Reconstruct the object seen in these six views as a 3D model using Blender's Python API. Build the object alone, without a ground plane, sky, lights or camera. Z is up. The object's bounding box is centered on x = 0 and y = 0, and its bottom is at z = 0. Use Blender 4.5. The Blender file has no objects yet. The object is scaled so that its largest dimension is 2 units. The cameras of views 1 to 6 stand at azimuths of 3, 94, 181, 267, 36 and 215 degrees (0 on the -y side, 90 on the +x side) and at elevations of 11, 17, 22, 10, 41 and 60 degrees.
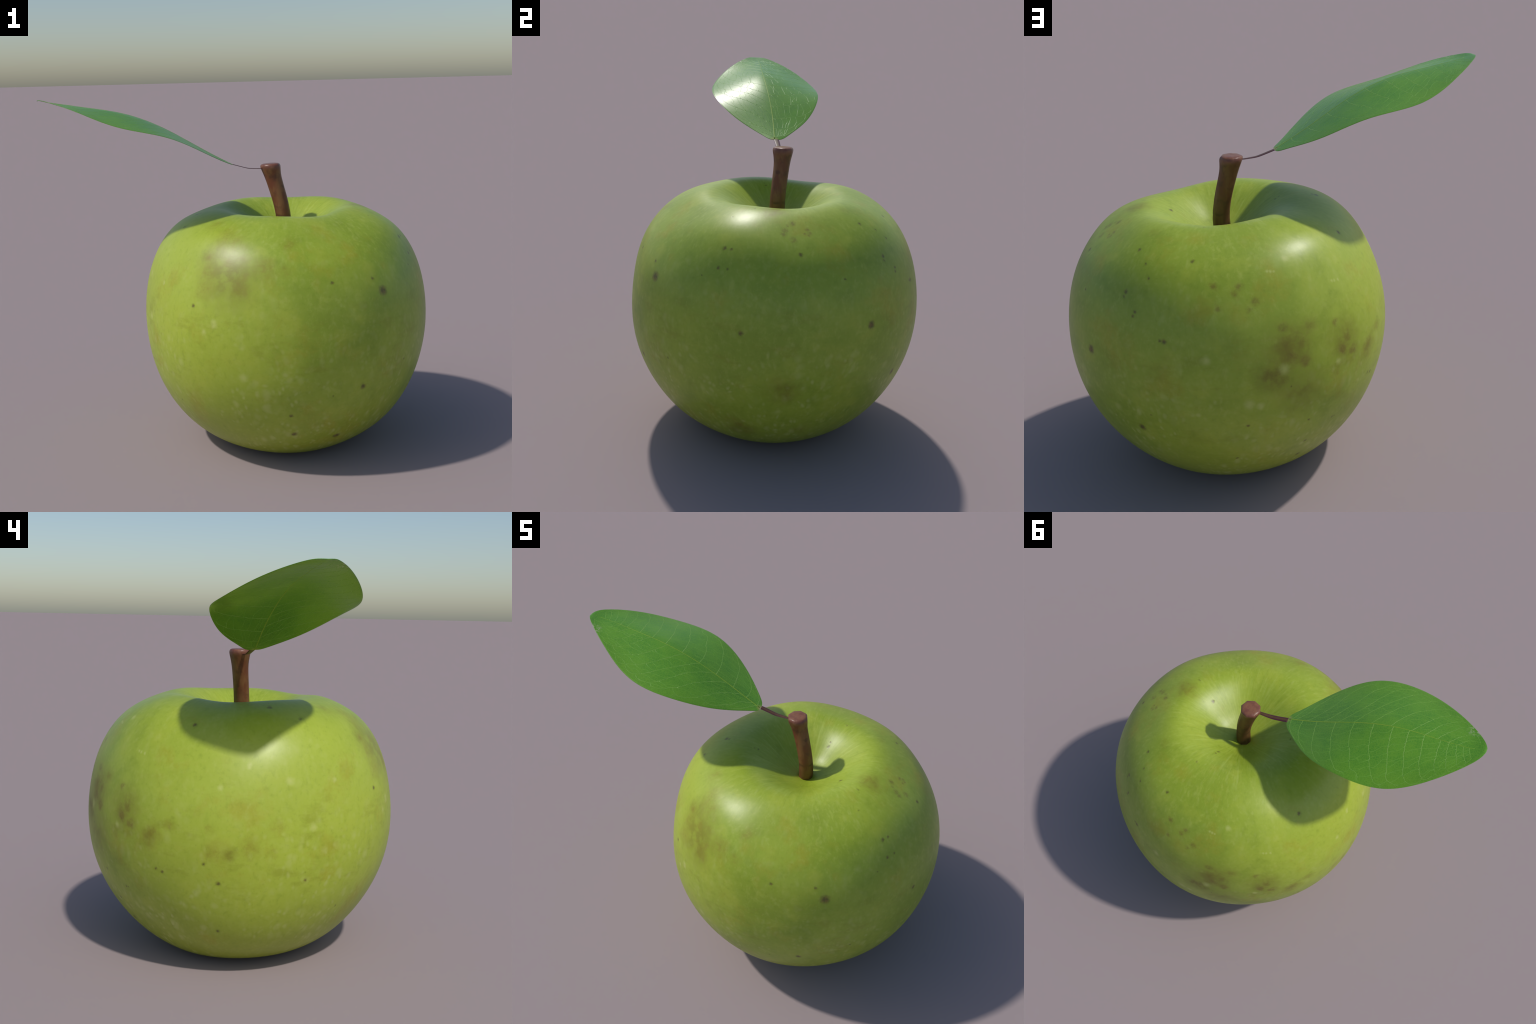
# A green apple with a curved woody stem and one leaf, built from profiles,
# spines and control curves.  Metres, z up.
import bpy, math, random
import numpy as np
from mathutils import Matrix

rng = random.Random(11)


# ------------------------------------------------------------------ helpers
def bspline(x, knots):
    """Cubic clamped B-spline basis, one column per control value."""
    x = np.asarray(x, float)
    t = np.concatenate([[knots[0]] * 3, knots, [knots[-1]] * 3])
    x = np.clip(x, knots[0], knots[-1] - 1e-9)[..., None]
    b = ((x >= t[:-1]) & (x < t[1:])).astype(float)
    for d in range(1, 4):
        n = b.shape[-1] - 1
        lo, hi = t[:n], t[d + 1:d + 1 + n]
        w0 = np.where(t[d:d + n] > lo, 1.0, 0.0) / np.where(t[d:d + n] > lo, t[d:d + n] - lo, 1.0)
        w1 = np.where(hi > t[1:1 + n], 1.0, 0.0) / np.where(hi > t[1:1 + n], hi - t[1:1 + n], 1.0)
        b = (x - lo) * w0 * b[..., :-1] + (hi - x) * w1 * b[..., 1:]
    return b


def mesh_object(name, verts, faces, material, parent, smooth=True):
    me = bpy.data.meshes.new(name)
    me.from_pydata([tuple(map(float, v)) for v in verts], [], faces)
    me.validate()
    me.update()
    if smooth:
        me.polygons.foreach_set("use_smooth", [True] * len(me.polygons))
    me.materials.append(material)
    ob = bpy.data.objects.new(name, me)
    bpy.context.collection.objects.link(ob)
    attach(ob, parent)
    return ob


def attach(ob, parent):
    ob.parent = parent
    ob.matrix_parent_inverse = Matrix.Translation(-parent.location if parent.parent is None else -APPLE_FOOT)


def empty(name, parent=None, at=(0, 0, 0)):
    ob = bpy.data.objects.new(name, None)
    ob.empty_display_size = 0.1
    bpy.context.collection.objects.link(ob)
    ob.location = at
    return ob


class Nodes:
    """Small wrapper to write node trees as expressions."""

    def __init__(self, name):
        self.mat = bpy.data.materials.new(name)
        self.mat.use_nodes = True
        self.tree = self.mat.node_tree
        self.tree.nodes.clear()
        self.out = self.tree.nodes.new("ShaderNodeOutputMaterial")
        self.bsdf = self.tree.nodes.new("ShaderNodeBsdfPrincipled")
        self.tree.links.new(self.bsdf.outputs[0], self.out.inputs[0])
        self.coord = self.tree.nodes.new("ShaderNodeTexCoord").outputs["Object"]

    def put(self, socket, value):
        if isinstance(value, bpy.types.NodeSocket):
            self.tree.links.new(value, socket)
        elif isinstance(value, (tuple, list)) and len(value) == 3 and socket.type == "RGBA":
            socket.default_value = (*value, 1)
        else:
            socket.default_value = value

    def math(self, op, a, b=0.0, clamp=False):
        n = self.tree.nodes.new("ShaderNodeMath")
        n.operation, n.use_clamp = op, clamp
        self.put(n.inputs[0], a)
        self.put(n.inputs[1], b)
        return n.outputs[0]

    def vmath(self, op, a, b=(0, 0, 0), scale=None):
        n = self.tree.nodes.new("ShaderNodeVectorMath")
        n.operation = op
        self.put(n.inputs[0], a)
        if op != "SCALE":
            self.put(n.inputs[1], b)
        else:
            self.put(n.inputs["Scale"], scale)
        return n.outputs["Value"] if op in ("DISTANCE", "LENGTH", "DOT_PRODUCT") else n.outputs[0]

    def xyz(self, v):
        n = self.tree.nodes.new("ShaderNodeSeparateXYZ")
        self.put(n.inputs[0], v)
        return n.outputs

    def combine(self, x, y, z):
        n = self.tree.nodes.new("ShaderNodeCombineXYZ")
        for s, v in zip(n.inputs, (x, y, z)):
            self.put(s, v)
        return n.outputs[0]

    def noise(self, v, scale, detail=3.0, rough=0.5, colour=False, distortion=0.0):
        n = self.tree.nodes.new("ShaderNodeTexNoise")
        self.put(n.inputs["Vector"], v)
        n.inputs["Scale"].default_value = scale
        n.inputs["Detail"].default_value = detail
        n.inputs["Roughness"].default_value = rough
        n.inputs["Distortion"].default_value = distortion
        return n.outputs["Color" if colour else 0]

    def voronoi(self, v, scale, feature="F1", randomness=1.0, colour=False):
        n = self.tree.nodes.new("ShaderNodeTexVoronoi")
        n.feature = feature
        self.put(n.inputs["Vector"], v)
        n.inputs["Scale"].default_value = scale
        n.inputs["Randomness"].default_value = randomness
        return n.outputs["Color"] if colour else n.outputs["Distance"]

    def ramp(self, v, a, b, lo=0.0, hi=1.0):
        """Smooth step from lo at v=a to hi at v=b."""
        n = self.tree.nodes.new("ShaderNodeMapRange")
        n.interpolation_type = "SMOOTHSTEP"
        self.put(n.inputs[0], v)
        for i, x in ((1, a), (2, b), (3, lo), (4, hi)):
            n.inputs[i].default_value = x
        return n.outputs[0]

    def mix(self, fac, a, b, blend="MIX"):
        n = self.tree.nodes.new("ShaderNodeMix")
        n.data_type, n.blend_type = "RGBA", blend
        self.put(n.inputs[0], fac)
        self.put(n.inputs[6], a)
        self.put(n.inputs[7], b)
        return n.outputs[2]

    def bump(self, height, strength, distance):
        n = self.tree.nodes.new("ShaderNodeBump")
        n.inputs["Strength"].default_value = strength
        n.inputs["Distance"].default_value = distance
        self.put(n.inputs["Height"], height)
        self.put(self.bsdf.inputs["Normal"], n.outputs[0])

    def finish(self, colour, roughness, specular=0.5, **more):
        self.put(self.bsdf.inputs["Base Color"], colour)
        self.put(self.bsdf.inputs["Roughness"], roughness)
        self.put(self.bsdf.inputs["Specular IOR Level"], specular)
        for k, v in more.items():
            self.put(self.bsdf.inputs[k.replace("_", " ")], v)
        return self.mat


# ------------------------------------------------------------------ fruit
CORE = np.array([0.235, -0.003, 0.70])          # core of the fruit, under the stem
from mathutils import Vector
APPLE_FOOT = Vector((0.235, -0.003, 0.0))

# radius from the core against angle from the stem end (degrees)
PROFILE_AT = np.radians([0, 8, 16, 23, 30, 36, 42, 50, 62, 80, 100, 125, 150, 180.0])
PROFILE = np.array([.431, .421, .442, .477, .578, .676, .709, .737, .768, .777, .767, .770, .776, .797, .695, .646])
# slow lobes round the fruit: (cosine, sine) amplitudes of 1..5 waves per turn
LOBES_AT = np.radians([0, 14, 24, 34, 45, 60, 80, 105, 130, 155, 180.0])
LOBES = [
    ([.001, .004, -.003, .002, .002, -.020, -.008, -.006, -.008, -.002, -.009, .006, -.004],
     [-.009, .006, -.009, .012, .003, .007, -.001, .004, .001, .000, -.002, -.001, .002]),
    ([.000, -.001, .001, -.002, -.001, .003, -.002, .004, -.005, .006, -.001, .000, .001],
     [.000, .000, .000, .000, .006, .004, .003, -.002, .002, .000, -.001, -.002, .003]),
    ([.000, .000, .000, .003, .004, .008, .002, .000, .004, -.002, .002, -.003, .000],
     [.000, .000, .000, -.005, .003, -.005, .001, .004, .002, .000, .005, -.002, .001]),
    ([.000, .000, .000, -.001, -.001, .000, .003, -.002, -.001, .008, -.003, .000, .001],
     [.000, .000, -.001, -.004, .003, -.008, .005, -.006, .002, .000, .000, .000, .000]),
    ([.000, .000, .000, -.001, .001, .001, .001, -.004, .000, -.001, .002, .002, .000],
     [.000, .000, .000, -.004, -.005, -.008, -.001, .006, .001, .001, -.001, .001, .000]),
]


def fruit_radius(phi, theta):
    r = bspline(phi, PROFILE_AT) @ PROFILE
    b = bspline(phi, LOBES_AT)
    fade = np.tanh(np.sin(phi) / 0.15)
    for k, (c, s) in enumerate(LOBES, 1):
        r = r + fade * ((b @ np.array(c)) * np.cos(k * theta) + (b @ np.array(s)) * np.sin(k * theta))
    return r


def fruit_points(phi, theta):
    r = fruit_radius(phi, theta)
    p = CORE + np.stack([r * np.sin(phi) * np.cos(theta), r * np.sin(phi) * np.sin(theta), r * np.cos(phi)], -1)
    z = p[..., 2]
    p[..., 2] = 0.5 * (z + np.sqrt(z * z + 0.008 ** 2))     # rests flat on its underside
    return p


def build_fruit(parent, material):
    rows, cols = 190, 288
    phi = np.linspace(0, math.pi, rows + 2)[1:-1]
    theta = np.linspace(0, 2 * math.pi, cols, endpoint=False)
    P, T = np.meshgrid(phi, theta, indexing="ij")
    g = fruit_points(P, T)
    ends = fruit_points(np.array([1e-4, math.pi - 1e-4]), np.array([0.0, 0.0]))
    low = min(g[..., 2].min(), ends[:, 2].min())
    v = np.vstack([g.reshape(-1, 3), ends])
    v[:, 2] -= low
    faces = []
    for i in range(rows - 1):
        for j in range(cols):
            k = (j + 1) % cols
            faces.append((i * cols + j, (i + 1) * cols + j, (i + 1) * cols + k, i * cols + k))
    top, bottom = rows * cols, rows * cols + 1
    for j in range(cols):
        k = (j + 1) % cols
        faces.append((top, j, k))
        faces.append((bottom, (rows - 1) * cols + k, (rows - 1) * cols + j))
    return mesh_object("fruit", v, faces, material, parent)


# skin marks: place on the skin (x, y, z) and size
DARK_PITS = [
    (0.713, -0.552, 0.936, 0.022), (0.799, 0.508, 0.794, 0.018), (0.984, -0.095, 0.781, 0.012),
    (0.483, -0.530, 0.185, 0.016), (0.587, 0.636, 0.468, 0.015), (0.462, -0.670, 1.005, 0.010),
    (0.272, -0.627, 0.233, 0.014), (0.610, -0.634, 0.480, 0.013), (0.443, 0.704, 0.916, 0.012),
    (-0.085, 0.511, 0.212, 0.012), (-0.316, 0.221, 1.188, 0.012), (-0.228, -0.115, 1.262, 0.012),
    (0.830, -0.198, 1.138, 0.011), (-0.207, -0.614, 0.888, 0.011), (0.257, -0.698, 0.356, 0.011),
    (0.609, 0.550, 1.080, 0.011), (-0.512, 0.111, 0.514, 0.011), (0.837, 0.159, 1.130, 0.011),
    (0.468, -0.035, 1.242, 0.011), (0.877, -0.219, 1.055, 0.010), (0.568, 0.613, 1.016, 0.010),
    (-0.123, 0.575, 0.326, 0.010), (-0.436, 0.360, 0.543, 0.010), (-0.409, 0.108, 0.259, 0.010),
    (0.315, 0.550, 1.208, 0.010), (0.251, 0.191, 1.216, 0.010), (0.556, 0.426, 1.223, 0.010),
    (-0.280, -0.254, 1.219, 0.010), (0.841, -0.166, 1.138, 0.009), (0.661, -0.561, 0.999, 0.009),
    (0.116, 0.743, 0.520, 0.009), (-0.518, 0.175, 0.604, 0.009), (-0.463, -0.276, 0.519, 0.009),
    (-0.209, -0.116, 1.268, 0.009), (0.890, -0.174, 1.057, 0.008), (0.617, 0.556, 1.062, 0.008),
    (0.578, 0.617, 0.995, 0.008), (0.178, 0.670, 0.309, 0.008), (-0.145, 0.636, 0.473, 0.008),
    (-0.424, 0.387, 0.556, 0.008), (-0.247, 0.536, 0.419, 0.008), (0.825, 0.371, 1.023, 0.008),
    (0.460, 0.697, 0.918, 0.008), (0.505, 0.562, 1.145, 0.008), (0.276, 0.339, 1.283, 0.008),
    (0.521, 0.509, 1.187, 0.008), (-0.027, -0.088, 1.259, 0.008), (0.673, -0.187, 1.251, 0.007),
    (0.827, -0.464, 0.563, 0.007), (-0.076, 0.704, 0.682, 0.007), (-0.301, -0.437, 0.345, 0.007),
    (0.252, 0.213, 1.231, 0.007), (0.462, -0.696, 0.455, 0.006), (0.534, 0.688, 0.559, 0.006),
    (-0.258, 0.526, 0.418, 0.006), (0.607, -0.084, 1.283, 0.006), (-0.177, -0.115, 1.276, 0.006),
    (-0.046, -0.098, 1.268, 0.006), (0.597, -0.084, 1.285, 0.006), (0.866, -0.299, 1.009, 0.005),
]
RUSSET = [
    (-0.031, 0.720, 0.745, 0.044), (-0.126, 0.656, 0.879, 0.035), (0.021, 0.737, 0.750, 0.035),
    (-0.307, 0.548, 0.769, 0.032), (-0.076, 0.693, 0.818, 0.030), (-0.164, 0.622, 0.926, 0.030),
    (-0.137, 0.669, 0.779, 0.029), (-0.055, 0.692, 0.871, 0.029), (-0.358, 0.499, 0.737, 0.028),
    (-0.325, 0.522, 0.815, 0.022),
]
SMALL_RUSSET = [
    (0.744, 0.075, 1.221, 0.014), (0.769, 0.073, 1.206, 0.014), (0.695, 0.104, 1.244, 0.012),
    (0.718, 0.084, 1.236, 0.010), (0.784, 0.117, 1.187, 0.015), (0.710, 0.180, 1.219, 0.012),
    (0.735, 0.168, 1.206, 0.008), (0.739, 0.187, 1.199, 0.008), (0.122, 0.638, 1.120, 0.017),
    (0.143, 0.656, 1.098, 0.013), (0.058, 0.663, 1.062, 0.017), (0.085, 0.681, 1.037, 0.012),
    (-0.052, 0.674, 0.944, 0.018), (-0.274, 0.547, 0.900, 0.016), (0.228, 0.639, 1.128, 0.012),
    (0.213, 0.690, 1.047, 0.010), (0.701, 0.107, 1.241, 0.014), (0.751, 0.077, 1.217, 0.016),
    (0.787, 0.121, 1.184, 0.015), (0.727, 0.191, 1.206, 0.012), (-0.302, 0.552, 0.767, 0.020),
    (-0.350, 0.508, 0.744, 0.018), (-0.137, 0.669, 0.779, 0.022), (-0.082, 0.690, 0.812, 0.022),
]
FAINT_RUSSET = [
    (-0.033, -0.502, 1.212, 0.048), (-0.013, -0.549, 1.184, 0.040), (0.028, -0.695, 0.988, 0.040),
    (-0.126, -0.596, 1.055, 0.038), (-0.532, 0.127, 0.651, 0.036), (0.146, -0.675, 1.080, 0.036),
    (-0.539, -0.021, 0.681, 0.033), (-0.407, 0.440, 0.687, 0.031), (-0.425, 0.414, 0.717, 0.031),
    (-0.150, -0.623, 0.973, 0.031), (-0.106, -0.391, 1.243, 0.029), (0.261, -0.586, 1.183, 0.028),
    (-0.032, -0.621, 1.092, 0.027), (0.038, -0.684, 1.023, 0.027), (0.663, -0.006, 1.271, 0.027),
    (0.821, 0.196, 0.223, 0.026), (0.244, -0.687, 1.064, 0.024), (-0.280, 0.576, 0.692, 0.023),
    (0.039, -0.632, 1.113, 0.023), (0.877, -0.142, 0.290, 0.022), (-0.124, -0.558, 1.112, 0.021),
    (-0.516, -0.149, 0.769, 0.020), (0.834, -0.062, 0.201, 0.019), (0.830, -0.133, 0.214, 0.018),
    (0.255, -0.609, 1.164, 0.017), (0.497, 0.351, 1.273, 0.017), (0.863, -0.098, 0.252, 0.017),
    (-0.523, -0.124, 0.659, 0.016), (-0.473, 0.327, 0.767, 0.016), (0.607, 0.010, 1.283, 0.016),
    (-0.531, 0.146, 0.764, 0.015), (0.143, 0.656, 1.098, 0.013), (0.228, 0.639, 1.128, 0.012),
    (-0.509, 0.216, 0.828, 0.011), (0.213, 0.690, 1.047, 0.010),
]
SMUDGES = [
    (-0.08, 0.690, 0.845, 0.125), (-0.01, 0.725, 0.745, 0.090), (-0.31, 0.535, 0.800, 0.100),
    (-0.02, -0.640, 1.040, 0.160), (-0.10, -0.560, 1.110, 0.080), (0.62, 0.010, 1.280, 0.060),
    (-0.10, 0.640, 0.640, 0.110), (0.96, 0.110, 0.500, 0.080), (0.84, -0.090, 0.230, 0.070), (-0.535, 0.060, 0.655, 0.036), (-0.42, 0.410, 0.700, 0.045),
]
PALE_FLECKS = [
    (-0.102, -0.693, 0.823, 0.017), (-0.102, -0.695, 0.811, 0.016), (-0.153, -0.673, 0.774, 0.015),
    (0.035, -0.740, 0.565, 0.022), (0.270, 0.752, 0.846, 0.020), (-0.050, 0.710, 0.769, 0.024),
    (0.103, 0.756, 0.631, 0.024), (0.057, 0.746, 0.616, 0.018), (-0.283, 0.573, 0.720, 0.015),
    (0.006, 0.578, 1.161, 0.008), (-0.009, 0.576, 1.157, 0.008), (-0.024, 0.573, 1.155, 0.007),
    (-0.266, 0.472, 1.061, 0.007), (-0.279, 0.460, 1.057, 0.008), (-0.294, 0.446, 1.053, 0.007),
    (-0.069, 0.514, 1.191, 0.015), (-0.471, -0.020, 1.035, 0.013), (-0.475, -0.020, 1.025, 0.011),
    (-0.376, -0.405, 0.956, 0.013), (-0.469, -0.199, 0.964, 0.020), (-0.464, -0.306, 0.759, 0.020),
    (-0.503, 0.105, 0.939, 0.014),
]


def nearness(n, where, spots, merge, fade=0.0):
    """Distance to the nearest mark in units of its own radius; merge melts neighbours together."""
    total = None
    for x, y, z, r in spots:
        at = where
        if total is not None:       # each mark waits for the one before it, which keeps the shader small
            node = n.tree.nodes.new("ShaderNodeVectorMath")
            node.operation = "MULTIPLY_ADD"
            n.put(node.inputs[0], total)
            node.inputs[1].default_value = (1e-5, 1e-5, 1e-5)
            n.put(node.inputs[2], where)
            at = node.outputs[0]
        node = n.tree.nodes.new("ShaderNodeMath")
        node.operation = "MULTIPLY_ADD"
        n.put(node.inputs[0], n.vmath("DISTANCE", at, (x, y, z)))
        node.inputs[1].default_value = 1.0 / r
        node.inputs[2].default_value = fade * min(1.0, max(0.0, (0.0145 - r) / 0.007))   # small ones are fainter
        d = node.outputs[0]
        if total is None:
            total = d
        else:
            node = n.tree.nodes.new("ShaderNodeMath")
            node.operation = "SMOOTH_MIN"
            n.put(node.inputs[0], total)
            n.put(node.inputs[1], d)
            node.inputs[2].default_value = merge
            total = node.outputs[0]
    return total


def skin_material():
    n = Nodes("apple_skin")
    p = n.coord
    rel = n.vmath("SUBTRACT", p, tuple(CORE))
    x, y, z = n.xyz(rel)
    flat = n.combine(x, y, 0.0)
    rho = n.vmath("LENGTH", flat)
    ax, ay, _ = n.xyz(n.vmath("NORMALIZE", flat))
    polar = n.math("ARCTAN2", rho, z)
    # coordinates that run round the fruit quickly and along the meridians slowly
    streak = n.combine(n.math("MULTIPLY", ax, 5.0), n.math("MULTIPLY", ay, 5.0), n.math("MULTIPLY", rho, 1.6))
    stroke = n.combine(n.math("MULTIPLY", ax, 5.0), n.math("MULTIPLY", ay, 5.0), n.math("MULTIPLY", polar, 3.9))
    wander = n.vmath("ADD", stroke, n.vmath("SCALE", n.noise(p, 7.0, 2.0, 0.5, True), scale=0.45))
    hollow = n.math("MULTIPLY", n.ramp(z, 0.30, 0.52), n.ramp(rho, 0.52, 0.22))

    broad = n.noise(p, 2.1, 2.0, 0.5)
    mid = n.noise(p, 6.5, 4.0, 0.55)
    colour = n.mix(n.ramp(broad, 0.36, 0.64), (0.286, 0.385, 0.026), (0.345, 0.440, 0.036))  # blue raised slightly to bake in the pale sheen of the shaded rim
    colour = n.mix(n.math("MULTIPLY", n.ramp(mid, 0.5, 0.72), 0.75), colour, (0.40, 0.47, 0.040))
    colour = n.mix(n.math("MULTIPLY", n.ramp(mid, 0.48, 0.28), 0.65), colour, (0.245, 0.335, 0.020))
    # paler and yellower toward -x and -y, deeper green toward +x, olive at the foot
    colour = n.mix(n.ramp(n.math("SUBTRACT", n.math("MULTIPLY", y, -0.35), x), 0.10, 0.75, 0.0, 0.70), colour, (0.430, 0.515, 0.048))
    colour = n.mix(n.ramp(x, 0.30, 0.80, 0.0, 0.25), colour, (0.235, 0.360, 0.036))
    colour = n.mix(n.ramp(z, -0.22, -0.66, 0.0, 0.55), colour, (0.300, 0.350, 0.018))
    # shade line between sun and sky light, painted in deeper green
    terminator_tint = n.math("MULTIPLY", n.ramp(n.math("ABSOLUTE", n.math("SUBTRACT", z, 0.34)), 0.16, 0.02), n.ramp(x, 0.36, 0.66))
    colour = n.mix(n.math("MULTIPLY", terminator_tint, 0.28), colour, (0.185, 0.325, 0.014))
    # streaks running into the hollow
    s1 = n.noise(streak, 3.4, 4.0, 0.6)
    colour = n.mix(n.math("MULTIPLY", n.ramp(s1, 0.52, 0.72), n.math("MULTIPLY", hollow, 0.48)), colour, (0.46, 0.56, 0.10))
    colour = n.mix(n.math("MULTIPLY", n.ramp(s1, 0.46, 0.28), n.math("MULTIPLY", hollow, 0.42)), colour, (0.22, 0.31, 0.012))
    # yellow-ochre clouds
    cloud = n.ramp(n.noise(n.vmath("ADD", p, (3.1, 0.7, 1.9)), 3.6, 5.0, 0.65), 0.54, 0.72)
    colour = n.mix(n.math("MULTIPLY", cloud, 0.62), colour, (0.370, 0.345, 0.020))
    # level streaks and clouds round the waist
    level = n.noise(n.vmath("MULTIPLY", p, (1.0, 1.0, 2.6)), 5.0, 4.0, 0.6)
    waist = n.ramp(n.math("ABSOLUTE", n.math("ADD", z, 0.02)), 0.42, 0.10)
    colour = n.mix(n.math("MULTIPLY", n.ramp(level, 0.48, 0.30, 0.0, 0.42), waist), colour, (0.255, 0.275, 0.014))
    colour = n.mix(n.math("MULTIPLY", n.ramp(level, 0.54, 0.72, 0.0, 0.38), waist), colour, (0.430, 0.470, 0.050))
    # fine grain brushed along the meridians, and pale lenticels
    brush = n.noise(wander, 4.6, 4.0, 0.62)
    colour = n.mix(n.ramp(brush, 0.50, 0.76, 0.0, 0.42), colour, (0.45, 0.52, 0.085))
    colour = n.mix(n.ramp(brush, 0.48, 0.24, 0.0, 0.26), colour, (0.185, 0.265, 0.010))
    grain = n.noise(p, 60.0, 3.0, 0.6)
    colour = n.mix(n.ramp(grain, 0.50, 0.80, 0.0, 0.26), colour, (0.46, 0.53, 0.09))
    colour = n.mix(n.ramp(grain, 0.46, 0.22, 0.0, 0.22), colour, (0.18, 0.26, 0.008))
    where = n.ramp(n.noise(p, 3.6, 2.0), 0.36, 0.58)
    below = n.ramp(z, 0.16, -0.22, 0.30, 1.0)
    for size, spread, amount in ((2.9, 0.52, 0.55), (4.8, 0.48, 0.55)):
        fleck = n.voronoi(wander, size)
        pick = n.xyz(n.voronoi(wander, size, colour=True))[0]
        dab = n.math("MULTIPLY", n.ramp(fleck, spread, 0.04), n.ramp(pick, 0.20, 0.80))
        colour = n.mix(n.math("MULTIPLY", n.math("MULTIPLY", dab, where), n.math("MULTIPLY", below, amount)), colour, (0.52, 0.57, 0.16))
    # blemishes: broad olive smudges, brown russet over them, then small pits
    jag = n.vmath("SUBTRACT", n.noise(p, 22.0, 3.0, 0.6, True), (0.5, 0.5, 0.5))
    wob = n.vmath("ADD", p, n.vmath("SCALE", jag, scale=0.075))
    fray = n.vmath("ADD", p, n.vmath("SCALE", jag, scale=0.045))
    tiny = n.vmath("ADD", p, n.vmath("SCALE", n.vmath("SUBTRACT", n.noise(p, 46.0, 2.0, 0.6, True), (0.5, 0.5, 0.5)), scale=0.016))
    patchy = n.noise(p, 15.0, 4.0, 0.65)
    broad_mark = n.ramp(nearness(n, wob, SMUDGES, 0.5), 0.0, 1.5, 1.0, 0.0)
    colour = n.mix(n.math("MULTIPLY", broad_mark, n.ramp(patchy, 0.34, 0.62, 0.35, 0.78)), colour, (0.200, 0.186, 0.012))
    faint = n.ramp(nearness(n, wob, FAINT_RUSSET, 0.9), -0.4, 2.5, 1.0, 0.0)
    colour = n.mix(n.math("MULTIPLY", faint, n.ramp(n.noise(p, 24.0, 4.0, 0.7), 0.34, 0.66, 0.14, 0.52)), colour, (0.255, 0.185, 0.014))
    rus = n.math("MULTIPLY", n.ramp(nearness(n, fray, RUSSET, 0.8), -0.5, 1.9, 1.0, 0.0), n.ramp(n.noise(p, 30.0, 4.0, 0.7), 0.34, 0.66, 0.45, 1.0))
    colour = n.mix(n.math("MULTIPLY", rus, 0.60), colour, (0.178, 0.112, 0.014))
    nick = n.vmath("ADD", p, n.vmath("SCALE", n.vmath("SUBTRACT", n.noise(p, 38.0, 3.0, 0.6, True), (0.5, 0.5, 0.5)), scale=0.022))
    spot = n.math("MULTIPLY", n.ramp(nearness(n, nick, SMALL_RUSSET, 0.4), 0.1, 1.75, 1.0, 0.0), n.ramp(n.noise(p, 50.0, 3.0, 0.7), 0.36, 0.62, 0.35, 1.0))
    colour = n.mix(n.math("MULTIPLY", spot, 0.58), colour, (0.180, 0.104, 0.018))
    pits = nearness(n, tiny, DARK_PITS, 0.15, 0.45)
    colour = n.mix(n.ramp(pits, 0.6, 2.1, 0.34, 0.0), colour, (0.190, 0.225, 0.016))
    pit = n.ramp(pits, 0.25, 1.60, 1.0, 0.0)
    pitc = n.mix(n.ramp(n.noise(p, 75.0, 1.0), 0.40, 0.60), (0.085, 0.066, 0.016), (0.165, 0.090, 0.022))
    colour = n.mix(n.math("MULTIPLY", pit, 0.84), colour, pitc)
    flecks = nearness(n, tiny, PALE_FLECKS, 0.3)
    colour = n.mix(n.ramp(flecks, 0.0, 1.5, 0.60, 0.0), colour, (0.56, 0.60, 0.17))
    rough = n.math("ADD", 0.40, n.math("MULTIPLY", rus, 0.12))
    n.bump(n.math("ADD", n.math("MULTIPLY", grain, 0.4), n.math("MULTIPLY", pit, -1.0)), 0.15, 0.004)
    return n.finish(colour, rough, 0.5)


# ------------------------------------------------------------------ stem
def stem_axis(z):
    u = (z - 1.3) / 0.3
    return np.array([0.2151 - 0.0708 * u - 0.0567 * u ** 2 + 0.0644 * u ** 3,
                     0.0005 + 0.0192 * u + 0.0181 * u ** 2 - 0.0337 * u ** 3, z])


STEM = [(1.090, .036), (1.115, .039), (1.16, .0405), (1.20, .0402), (1.24, .0396), (1.29, .0392), (1.33, .0394),
        (1.37, .0398), (1.405, .0407), (1.43, .0425), (1.45, .0452), (1.468, .0487), (1.483, .0520),
        (1.493, .0533), (1.500, .0522), (1.5055, .0490), (1.5085, .0430)]


def build_stem(parent, material):
    sides = 8
    verts, faces = [], []
    for i, (z, r) in enumerate(STEM):
        c = stem_axis(z)
        t = (stem_axis(z + .01) - stem_axis(z - .01)) / .02
        lean = 0.9 if z < 1.40 else 0.9 - 0.62 * min(1, (z - 1.40) / 0.08)
        for j in range(sides):
            a = math.radians(13 + 360 * j / sides)
            d = np.array([math.cos(a), math.sin(a)]) * r * 1.03
            verts.append(c + np.array([d[0], d[1], -lean * (t[0] * d[0] + t[1] * d[1])]))
    for i in range(len(STEM) - 1):
        for j in range(sides):
            k = (j + 1) % sides
            faces.append((i * sides + j, i * sides + k, (i + 1) * sides + k, (i + 1) * sides + j))
    n = len(STEM)
    inner = []
    for f, dz in ((0.62, .0012), (0.25, .0)):                   # slightly dished cut face
        c = stem_axis(1.5085)
        base = len(verts)
        for j in range(sides):
            verts.append(c + (verts[(n - 1) * sides + j] - c) * f + np.array([0, 0, dz]))
        inner.append(base)
    rings = [(n - 1) * sides] + inner
    for a, b in zip(rings, rings[1:]):
        for j in range(sides):
            k = (j + 1) % sides
            faces.append((a + j, a + k, b + k, b + j))
    faces.append(tuple(rings[-1] + j for j in range(sides)))
    faces.append(tuple(reversed(range(sides))))
    return mesh_object("stem", verts, faces, material, parent)


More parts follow.
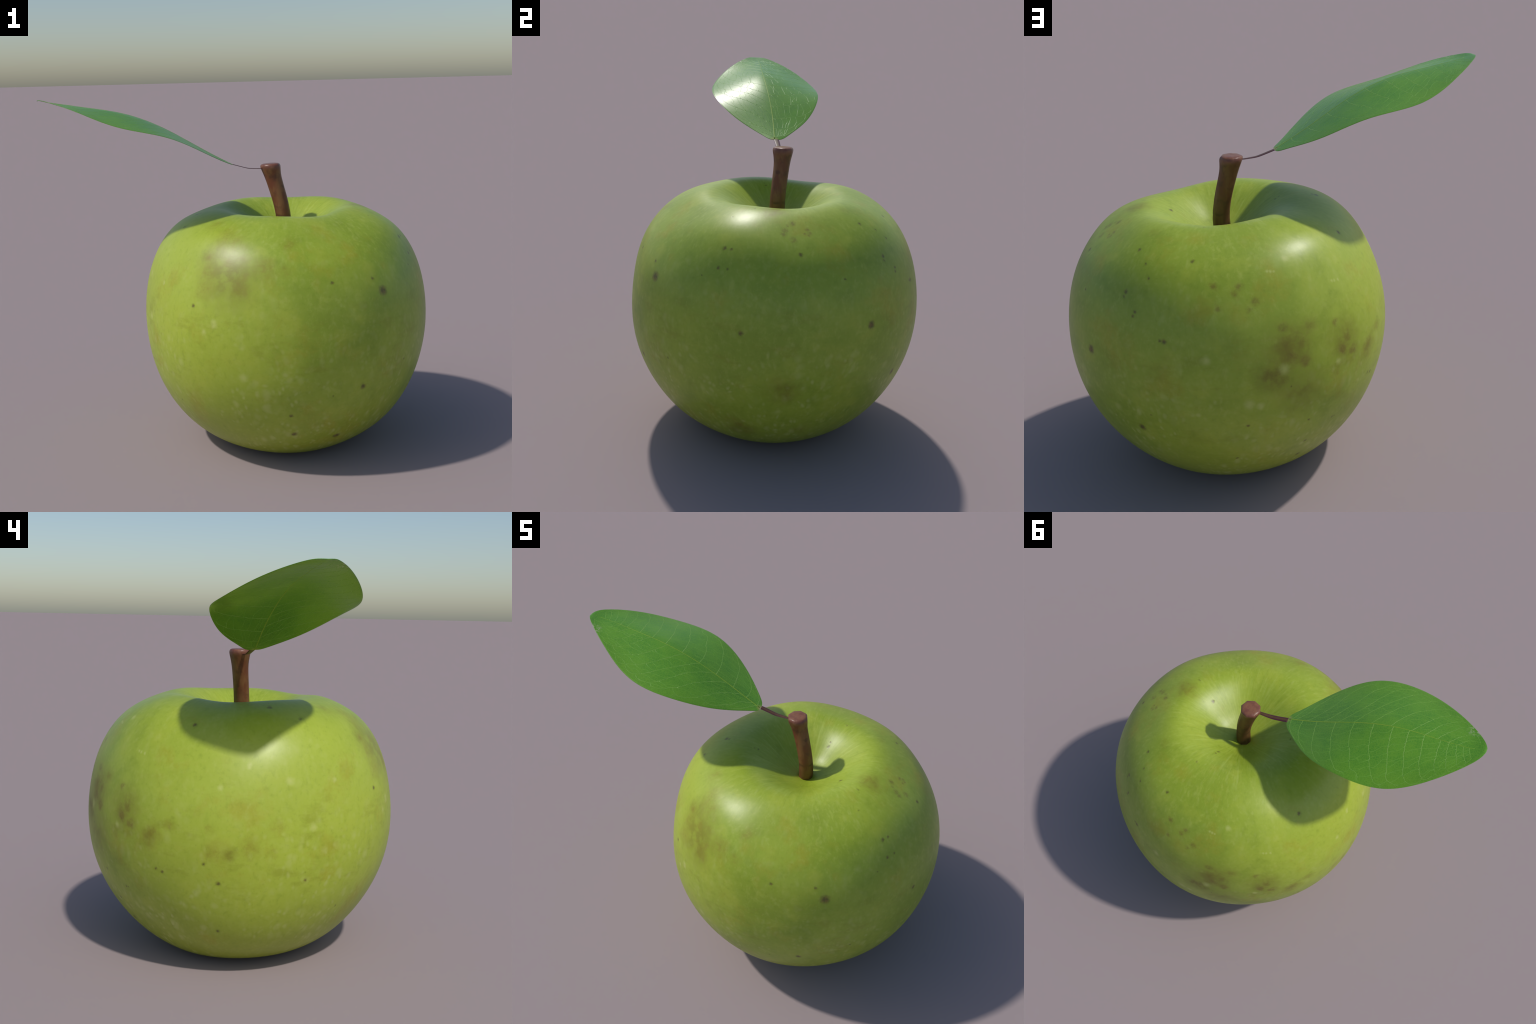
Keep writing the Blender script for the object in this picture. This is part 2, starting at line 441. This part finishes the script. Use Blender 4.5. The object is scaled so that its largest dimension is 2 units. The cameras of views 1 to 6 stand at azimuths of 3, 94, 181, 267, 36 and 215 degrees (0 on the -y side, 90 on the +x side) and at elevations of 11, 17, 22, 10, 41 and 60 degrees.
def stem_material():
    n = Nodes("stem_wood")
    x, y, z = n.xyz(n.coord)
    long = n.combine(n.math("MULTIPLY", x, 26.0), n.math("MULTIPLY", y, 26.0), n.math("MULTIPLY", z, 7.0))
    a = n.noise(long, 1.0, 4.0, 0.6)
    b = n.noise(n.coord, 22.0, 4.0, 0.6)
    colour = n.mix(n.ramp(a, 0.38, 0.62), (0.175, 0.052, 0.021), (0.225, 0.096, 0.034))
    colour = n.mix(n.ramp(b, 0.50, 0.70, 0.0, 0.65), colour, (0.078, 0.030, 0.016))
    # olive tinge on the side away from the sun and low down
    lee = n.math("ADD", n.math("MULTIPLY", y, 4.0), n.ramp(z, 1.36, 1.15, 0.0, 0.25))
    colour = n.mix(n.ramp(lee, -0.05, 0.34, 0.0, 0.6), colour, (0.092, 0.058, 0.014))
    ring = n.math("MULTIPLY", n.ramp(n.math("ABSOLUTE", n.math("SUBTRACT", n.math("ADD", z, n.math("MULTIPLY", b, 0.03)), 1.245)), 0.011, 0.0), n.ramp(a, 0.35, 0.6))
    colour = n.mix(n.math("MULTIPLY", ring, 0.6), colour, (0.045, 0.024, 0.008))
    cap = n.ramp(z, 1.470, 1.494)
    capc = n.mix(n.ramp(n.noise(n.coord, 34.0, 3.0), 0.4, 0.66), (0.182, 0.066, 0.041), (0.240, 0.102, 0.053))
    colour = n.mix(cap, colour, capc)
    n.bump(n.math("ADD", a, n.math("MULTIPLY", b, 0.6)), 0.35, 0.006)
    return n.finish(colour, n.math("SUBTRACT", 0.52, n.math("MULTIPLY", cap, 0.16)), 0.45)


# ------------------------------------------------------------------ leaf
LEAF_BASE = np.array([-0.0358, -0.0504, 1.5123])
LEAF_TIP = np.array([-1.000, -0.272, 1.869])
LEAF_LENGTH = float(np.linalg.norm(LEAF_TIP - LEAF_BASE))
ALONG = (LEAF_TIP - LEAF_BASE) / LEAF_LENGTH
ACROSS = np.cross([0, 0, 1.0], ALONG)
ACROSS /= np.linalg.norm(ACROSS)
LIFT = np.cross(ALONG, ACROSS)
EDGE_AT, RIB_AT = np.linspace(0, 1, 8), np.linspace(0, 1, 6)
# control values from base to tip: sideways reach and rise of the two margins and of the midrib
REACH = {-1: np.array([-.006, -.0434, -.0758, -.2200, -.3142, -.3341, -.2214, -.0936, -.0388, 0.0]),
         1: np.array([.004, .0290, .0509, .1987, .3186, .3088, .1827, .0656, .0190, 0.0])}
RISE = {-1: np.array([.0, -.0042, .0057, .0162, .0579, -.0095, .0078, .0108, .0092, .001]),
        1: np.array([.0, .0009, -.0003, .0181, .0519, -.0009, .0227, .0162, .0100, .001])}
RIB_REACH = np.array([.0, -.0037, -.0139, -.0062, .0003, -.0116, -.0181, .0010])
RIB_RISE = np.array([.0, .0082, .0334, .0775, .0845, .0382, .0175, .0])


def leaf_point(s, q):
    """s from base to tip, q from one margin (-1) over the midrib (0) to the other (1)."""
    s, q = np.asarray(s, float), np.asarray(q, float)
    b = bspline(np.arccos(np.clip(1 - 2 * s, -1, 1)) / math.pi, EDGE_AT)
    m = bspline(s, RIB_AT)
    a = np.abs(q)
    w = np.where(q < 0, b @ REACH[-1], b @ REACH[1])
    h = np.where(q < 0, b @ RISE[-1], b @ RISE[1])
    near_tip = np.clip((s - 0.86) / 0.14, 0, 1) ** 1.5
    rib_side = (m @ RIB_REACH) * (1 - near_tip) + 0.5 * (b @ REACH[-1] + b @ REACH[1]) * near_tip
    rib_rise = (m @ RIB_RISE) * (1 - near_tip) + (0.5 * (b @ RISE[-1] + b @ RISE[1]) + .002 * (1 - near_tip)) * near_tip
    side = rib_side * (1 - a) + w * a
    a = (np.sqrt(q * q + 0.0225) - 0.15) / (math.sqrt(1.0225) - 0.15)     # the fold is rounded
    rise = rib_rise * (1 - a) + h * a + 0.005 * a * (1 - a) * np.clip(np.abs(w) / 0.3, 0, 1)
    return LEAF_BASE + (s * LEAF_LENGTH)[..., None] * ALONG + side[..., None] * ACROSS + rise[..., None] * LIFT


def leaf_normal(s, q):
    e = 2e-3
    s0, s1 = np.clip(s - e, 0, 1), np.clip(s + e, 0, 1)
    du = leaf_point(s1, q) - leaf_point(s0, q)
    dv = leaf_point(s, np.clip(q + e * 4, -1, 1)) - leaf_point(s, np.clip(q - e * 4, -1, 1))
    n = np.cross(du, dv)
    n /= np.maximum(np.linalg.norm(n, axis=-1, keepdims=True), 1e-9)
    return n


HALF = 0.0014       # half thickness of the blade


def build_blade(parent, material):
    nu, nv = 120, 64
    t = np.linspace(0.02, 0.985, nu)
    s = (1 - np.cos(np.pi * t)) / 2
    q = np.sin(np.linspace(-1, 1, nv + 1) * math.pi / 2)
    S, Q = np.meshgrid(s, q, indexing="ij")
    g, nrm = leaf_point(S, Q), leaf_normal(S, Q)
    nrm[nrm[..., 2] < 0] *= -1
    thick = HALF * np.clip((1 - np.abs(Q)) / 0.02, 0.35, 1)[..., None]
    top, bot = g + nrm * thick, g - nrm * thick
    w = nv + 1
    v = np.vstack([top.reshape(-1, 3), bot.reshape(-1, 3)])
    off = nu * w
    f = []
    for i in range(nu - 1):
        for j in range(nv):
            a = i * w + j
            f.append((a, a + 1, a + w + 1, a + w))
            f.append((off + a, off + a + w, off + a + w + 1, off + a + 1))
    rim = [j for j in range(w)] + [i * w + nv for i in range(1, nu)] + [(nu - 1) * w + j for j in range(nv - 1, -1, -1)] + [i * w for i in range(nu - 2, 0, -1)]
    for a, b in zip(rim, rim[1:] + rim[:1]):
        f.append((a, off + a, off + b, b))
    ob = mesh_object("leaf_blade", v, f, material, parent)
    fix_normals(ob)
    return ob


def fix_normals(ob):
    import bmesh
    bm = bmesh.new()
    bm.from_mesh(ob.data)
    bmesh.ops.recalc_face_normals(bm, faces=bm.faces)
    bm.to_mesh(ob.data)
    bm.free()


def smooth_path(pts, steps):
    """Catmull-Rom through (s, q) points."""
    p = np.array([pts[0]] + list(pts) + [pts[-1]], float)
    out = []
    for i in range(1, len(p) - 2):
        for k in range(steps):
            u = k / steps
            out.append(0.5 * (2 * p[i] + (p[i + 1] - p[i - 1]) * u + (2 * p[i - 1] - 5 * p[i] + 4 * p[i + 1] - p[i + 2]) * u * u
                              + (3 * p[i] - p[i - 1] - 3 * p[i + 1] + p[i + 2]) * u ** 3))
    out.append(p[-1])
    return np.array(out)


def vein_geometry(path, half_width, relief, verts, faces, taper=0.45):
    """A low rounded rib lying through the blade along a path of (s, q)."""
    path = np.clip(path, [[0.004, -0.995]], [[0.985, 0.995]])
    c = leaf_point(path[:, 0], path[:, 1])
    nrm = leaf_normal(path[:, 0], path[:, 1])
    nrm[nrm[:, 2] < 0] *= -1
    tan = np.gradient(c, axis=0)
    tan /= np.maximum(np.linalg.norm(tan, axis=1, keepdims=True), 1e-9)
    side = np.cross(tan, nrm)
    sides, base = 8, len(verts)
    for i in range(len(c)):
        k = 1 - (1 - taper) * i / (len(c) - 1)
        for j in range(sides):
            a = 2 * math.pi * j / sides
            verts.append(c[i] + side[i] * math.cos(a) * half_width * k + nrm[i] * math.sin(a) * (HALF + relief * (0.5 + 0.5 * k)))
    for i in range(len(c) - 1):
        for j in range(sides):
            k = (j + 1) % sides
            faces.append((base + i * sides + j, base + i * sides + k, base + (i + 1) * sides + k, base + (i + 1) * sides + j))
    faces.append(tuple(base + j for j in reversed(range(sides))))
    faces.append(tuple(base + (len(c) - 1) * sides + j for j in range(sides)))


# side veins: each runs from the midrib, bows towards the tip and loops inside the margin
SIDE_VEINS = {
    -1: [
        [(.020, 0), (.024, .45), (.034, .78), (.058, .90), (.090, .93)],
        [(.090, 0), (.088, .36), (.097, .65), (.124, .85), (.177, .93)],
        [(.172, 0), (.178, .25), (.192, .545), (.207, .75), (.244, .912), (.272, .944)],
        [(.279, 0), (.281, .20), (.292, .412), (.327, .738), (.356, .862), (.379, .93), (.419, .92)],
        [(.379, 0), (.380, .20), (.391, .40), (.414, .55), (.441, .806), (.471, .844), (.492, .91)],
        [(.479, 0), (.480, .13), (.486, .275), (.499, .469), (.516, .57), (.519, .644), (.544, .806), (.571, .931), (.600, .935)],
        [(.574, 0), (.577, .2), (.586, .42), (.596, .538), (.614, .82), (.639, .90), (.676, .95)],
        [(.651, 0), (.653, .18), (.659, .375), (.671, .587), (.691, .825), (.723, .956), (.751, .969)],
        [(.723, 0), (.726, .2), (.733, .43), (.737, .58), (.761, .838), (.788, .938), (.811, .89)],
        [(.798, 0), (.799, .32), (.803, .60), (.826, .90), (.850, .95)],
        [(.836, 0), (.838, .25), (.846, .487), (.861, .806), (.880, .93)],
        [(.870, 0), (.877, .25), (.888, .47), (.901, .78), (.920, .90)],
        [(.900, 0), (.910, .3), (.922, .55), (.934, .80)],
        [(.925, 0), (.936, .3), (.950, .60)],
    ],
    1: [
        [(.020, 0), (.036, .32), (.060, .70), (.090, .88), (.120, .90)],
        [(.045, 0), (.064, .20), (.109, .463), (.124, .66), (.149, .755), (.182, .862), (.212, .88), (.239, .838)],
        [(.110, 0), (.127, .06), (.189, .344), (.222, .469), (.254, .65), (.304, .831), (.356, .906), (.384, .869)],
        [(.203, 0), (.222, .044), (.299, .331), (.349, .519), (.394, .738), (.424, .806), (.451, .888), (.499, .913)],
        [(.286, 0), (.299, .025), (.391, .325), (.444, .575), (.501, .812), (.546, .90), (.584, .913)],
        [(.368, 0), (.379, .019), (.449, .294), (.524, .581), (.581, .797), (.626, .90), (.660, .90)],
        [(.460, 0), (.471, .025), (.516, .231), (.591, .569), (.654, .763), (.700, .90), (.723, .944)],
        [(.555, 0), (.566, .031), (.626, .381), (.666, .531), (.728, .75), (.773, .906), (.801, .944)],
        [(.652, 0), (.664, .03), (.713, .344), (.748, .569), (.798, .788), (.846, .919)],
        [(.718, 0), (.728, .02), (.768, .344), (.806, .575), (.848, .80), (.878, .90)],
        [(.775, 0), (.785, .03), (.841, .469), (.873, .70), (.903, .78)],
        [(.828, 0), (.838, .03), (.896, .488), (.936, .806)],
        [(.875, 0), (.898, .194), (.923, .356), (.966, .538)],
    ],
}


def build_veins(parent, rib_material, vein_material, net_material):
    v, f = [], []
    s = np.linspace(0.006, 0.95, 60)
    vein_geometry(np.stack([s, np.zeros_like(s)], 1), 0.0044, 0.0010, v, f, 0.25)
    mesh_object("midrib", v, f, rib_material, parent)
    paths = {}
    for side, veins in SIDE_VEINS.items():
        paths[side] = []
        for pts in veins:
            path = smooth_path([(a, side * b) for a, b in pts], 7)
            # small kinks where the cross veins pull on it
            for i in range(4, len(path) - 1):
                path[i] += np.array([rng.uniform(-1, 1) * 0.0016, 0.0])
            paths[side].append(path)
            v, f = [], []
            vein_geometry(path, (0.0036 if side < 0 else 0.0029) * (1.06 - 0.5 * path[0, 0]), 0.0005, v, f, 0.5)
            mesh_object("side_vein", v, f, vein_material, parent)
    # cross veins between neighbouring side veins, and short twigs to the margin
    v, f = [], []

    def at(path, q):
        k = int(np.argmin(np.abs(np.abs(path[:, 1]) - q)))
        return path[k]

    for side, ps in paths.items():
        for a, b in zip(ps, ps[1:]):
            reach = min(np.abs(a[:, 1]).max(), np.abs(b[:, 1]).max())
            q = rng.uniform(0.12, 0.22)
            while q < reach - 0.05:
                lean = rng.uniform(-0.17, -0.05) if side < 0 else rng.uniform(-0.03, 0.09)
                p0, p1 = at(a, q), at(b, min(max(q + lean, 0.05), reach))
                c1 = p0 + (p1 - p0) * rng.uniform(.25, .42) + np.array([rng.uniform(-.008, .008), rng.uniform(-.045, .045)])
                c2 = p0 + (p1 - p0) * rng.uniform(.58, .75) + np.array([rng.uniform(-.008, .008), rng.uniform(-.045, .045)])
                vein_geometry(smooth_path([p0, c1, c2, p1], 3), 0.0021, 0.00032, v, f, 0.9)
                if rng.random() < 0.45:
                    e = c1 + (c2 - c1) * 0.5 + np.array([rng.uniform(-.012, .012), side * rng.uniform(.03, .09)])
                    vein_geometry(smooth_path([c1, (c1 + e) / 2 + np.array([.003, 0]), e], 3), 0.0018, 0.00026, v, f, 0.7)
                q += rng.uniform(0.085, 0.17)
            # the loop that closes on the next vein
            end = a[-1]
            j = int(np.argmin(((b - end) ** 2 * np.array([[1.0, 0.1]])).sum(1)))
            vein_geometry(smooth_path([end, (end + b[j]) / 2 + np.array([.004, 0]), b[j]], 3), 0.0021, 0.0003, v, f, 0.9)
            for k in range(3):
                i = len(a) - 1 - 2 * k
                p = a[i]
                e = np.array([p[0] + rng.uniform(.004, .018), side * rng.uniform(.965, .99)])
                m = (p + e) / 2 + np.array([rng.uniform(-.004, .004), 0])
                vein_geometry(smooth_path([p, m, e], 3), 0.0019, 0.00028, v, f, 0.7)
    net = mesh_object("vein_network", v, f, net_material, parent)
    net["kind"] = "stuff"


def leaf_material():
    n = Nodes("leaf_green")
    p = n.coord
    rel = n.vmath("SUBTRACT", p, tuple(LEAF_BASE))
    along = n.math("DIVIDE", n.vmath("DOT_PRODUCT", rel, tuple(ALONG)), LEAF_LENGTH)
    across = n.vmath("DOT_PRODUCT", rel, tuple(ACROSS))
    patch = n.noise(p, 9.0, 3.0, 0.5)
    colour = n.mix(n.ramp(patch, 0.35, 0.65), (0.088, 0.276, 0.021), (0.124, 0.326, 0.023))
    # yellower towards the margins, deeper along the base half of the midrib
    wide = n.math("DIVIDE", n.math("ABSOLUTE", across), n.math("ADD", 0.03, n.math("MULTIPLY", 1.12, n.math("MULTIPLY", along, n.math("SUBTRACT", 1.02, along)))))
    colour = n.mix(n.ramp(wide, 0.45, 1.0, 0.0, 0.55), colour, (0.130, 0.300, 0.014))
    deep = n.math("MULTIPLY", n.ramp(wide, 0.7, 0.15), n.ramp(along, 0.55, 0.12))
    colour = n.mix(n.math("MULTIPLY", deep, 0.45), colour, (0.066, 0.205, 0.014))
    colour = n.mix(n.ramp(along, 0.86, 0.97, 0.0, 0.45), colour, (0.068, 0.235, 0.016))
    cells = n.voronoi(n.vmath("ADD", p, n.vmath("SCALE", n.noise(p, 60.0, 2.0, 0.5, True), scale=0.006)), 85.0, "DISTANCE_TO_EDGE")
    net = n.ramp(cells, 0.0, 0.16, 1.0, 0.0)
    fine = n.noise(p, 210.0, 2.0, 0.6)
    colour = n.mix(n.math("MULTIPLY", net, 0.50), colour, (0.17, 0.36, 0.030))
    colour = n.mix(n.ramp(fine, 0.45, 0.75, 0.0, 0.55), colour, (0.155, 0.345, 0.024))
    colour = n.mix(n.ramp(fine, 0.45, 0.25, 0.0, 0.50), colour, (0.062, 0.200, 0.008))
    # yellow patch at the very base, dry rim near the tip
    colour = n.mix(n.ramp(n.vmath("LENGTH", rel), 0.030, 0.006, 0.0, 0.8), colour, (0.36, 0.36, 0.09))
    dry = n.math("MULTIPLY", n.ramp(n.vmath("DISTANCE", p, tuple(leaf_point(np.array(.925), np.array(1.0)))), 0.050, 0.012), n.ramp(n.noise(p, 75.0, 2.0), 0.44, 0.58))
    colour = n.mix(n.math("MULTIPLY", dry, 0.75), colour, (0.45, 0.46, 0.30))
    n.bump(n.math("ADD", n.math("MULTIPLY", fine, 0.6), n.math("MULTIPLY", net, -0.5)), 0.05, 0.002)
    return n.finish(colour, 0.30, 0.52)


def vein_materials():
    out = []
    for name, a, b, r in (("midrib_yellow_green", (0.205, 0.375, 0.030), (0.255, 0.400, 0.040), 0.46),
                          ("side_vein_pale_green", (0.190, 0.390, 0.058), (0.240, 0.430, 0.080), 0.36),
                          ("cross_vein_pale_green", (0.150, 0.365, 0.042), (0.190, 0.400, 0.056), 0.33)):
        n = Nodes(name)
        out.append(n.finish(n.mix(n.ramp(n.noise(n.coord, 30.0, 2.0), 0.35, 0.65), a, b), r, 0.30))
    return out


# flat leaf stalk: points (x, y, z) with half width
STALK = [(0.1400, -0.003, 1.4835, .0070), (0.1146, -0.0068, 1.4841, .0082), (0.080, -0.0140, 1.4856, .0098),
         (0.0437, -0.0225, 1.4893, .0116), (0.010, -0.0300, 1.4985, .0122), (-0.0190, -0.0372, 1.5075, .0128), (-0.0370, -0.0425, 1.5127, .0126)]


def build_stalk(parent, material):
    pts = np.array(STALK)
    path = smooth_path(pts[:, :3], 5)
    widths = np.interp(np.linspace(0, 1, len(path)), np.linspace(0, 1, len(pts)), pts[:, 3])
    tan = np.gradient(path, axis=0)
    side = np.tile(np.array([0.26, -0.965, 0.0]), (len(path), 1))       # the strap lies level
    up = np.cross(side, tan)
    up /= np.linalg.norm(up, axis=1, keepdims=True)
    sides, v, f = 12, [], []
    for i in range(len(path)):
        for j in range(sides):
            a = 2 * math.pi * j / sides
            groove = -0.0006 * max(0.0, math.sin(a)) ** 6
            v.append(path[i] + side[i] * math.cos(a) * widths[i] * 1.12 + up[i] * (math.sin(a) * 0.0019 + groove))
    for i in range(len(path) - 1):
        for j in range(sides):
            k = (j + 1) % sides
            f.append((i * sides + j, i * sides + k, (i + 1) * sides + k, (i + 1) * sides + j))
    f.append(tuple(reversed(range(sides))))
    f.append(tuple((len(path) - 1) * sides + j for j in range(sides)))
    ob = mesh_object("petiole", v, f, material, parent)
    fix_normals(ob)
    return ob


def stalk_material():
    n = Nodes("petiole_purple_brown")
    x, y, z = n.xyz(n.coord)
    # distance from the stalk's centre line, seen from above
    centre = n.math("ADD", -0.0330, n.math("MULTIPLY", x, 0.232))
    off = n.math("ABSOLUTE", n.math("SUBTRACT", y, centre))
    colour = n.mix(n.ramp(off, 0.002, 0.008), (0.115, 0.062, 0.020), (0.085, 0.020, 0.030))
    colour = n.mix(n.ramp(n.noise(n.coord, 45.0, 3.0), 0.45, 0.7, 0.0, 0.5), colour, (0.055, 0.022, 0.020))
    return n.finish(colour, 0.45, 0.45)


# ------------------------------------------------------------------ assemble
apple = empty("green_apple", at=APPLE_FOOT)
apple["label"] = "green apple with curved brown stem and one leaf"
apple["category"] = "apple"
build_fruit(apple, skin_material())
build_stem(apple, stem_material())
leaf = empty("leaf")
attach(leaf, apple)
build_blade(leaf, leaf_material())
build_veins(leaf, *vein_materials())
build_stalk(leaf, stalk_material())
for ob in leaf.children:
    ob.matrix_parent_inverse = Matrix.Identity(4)
bpy.context.view_layer.update()
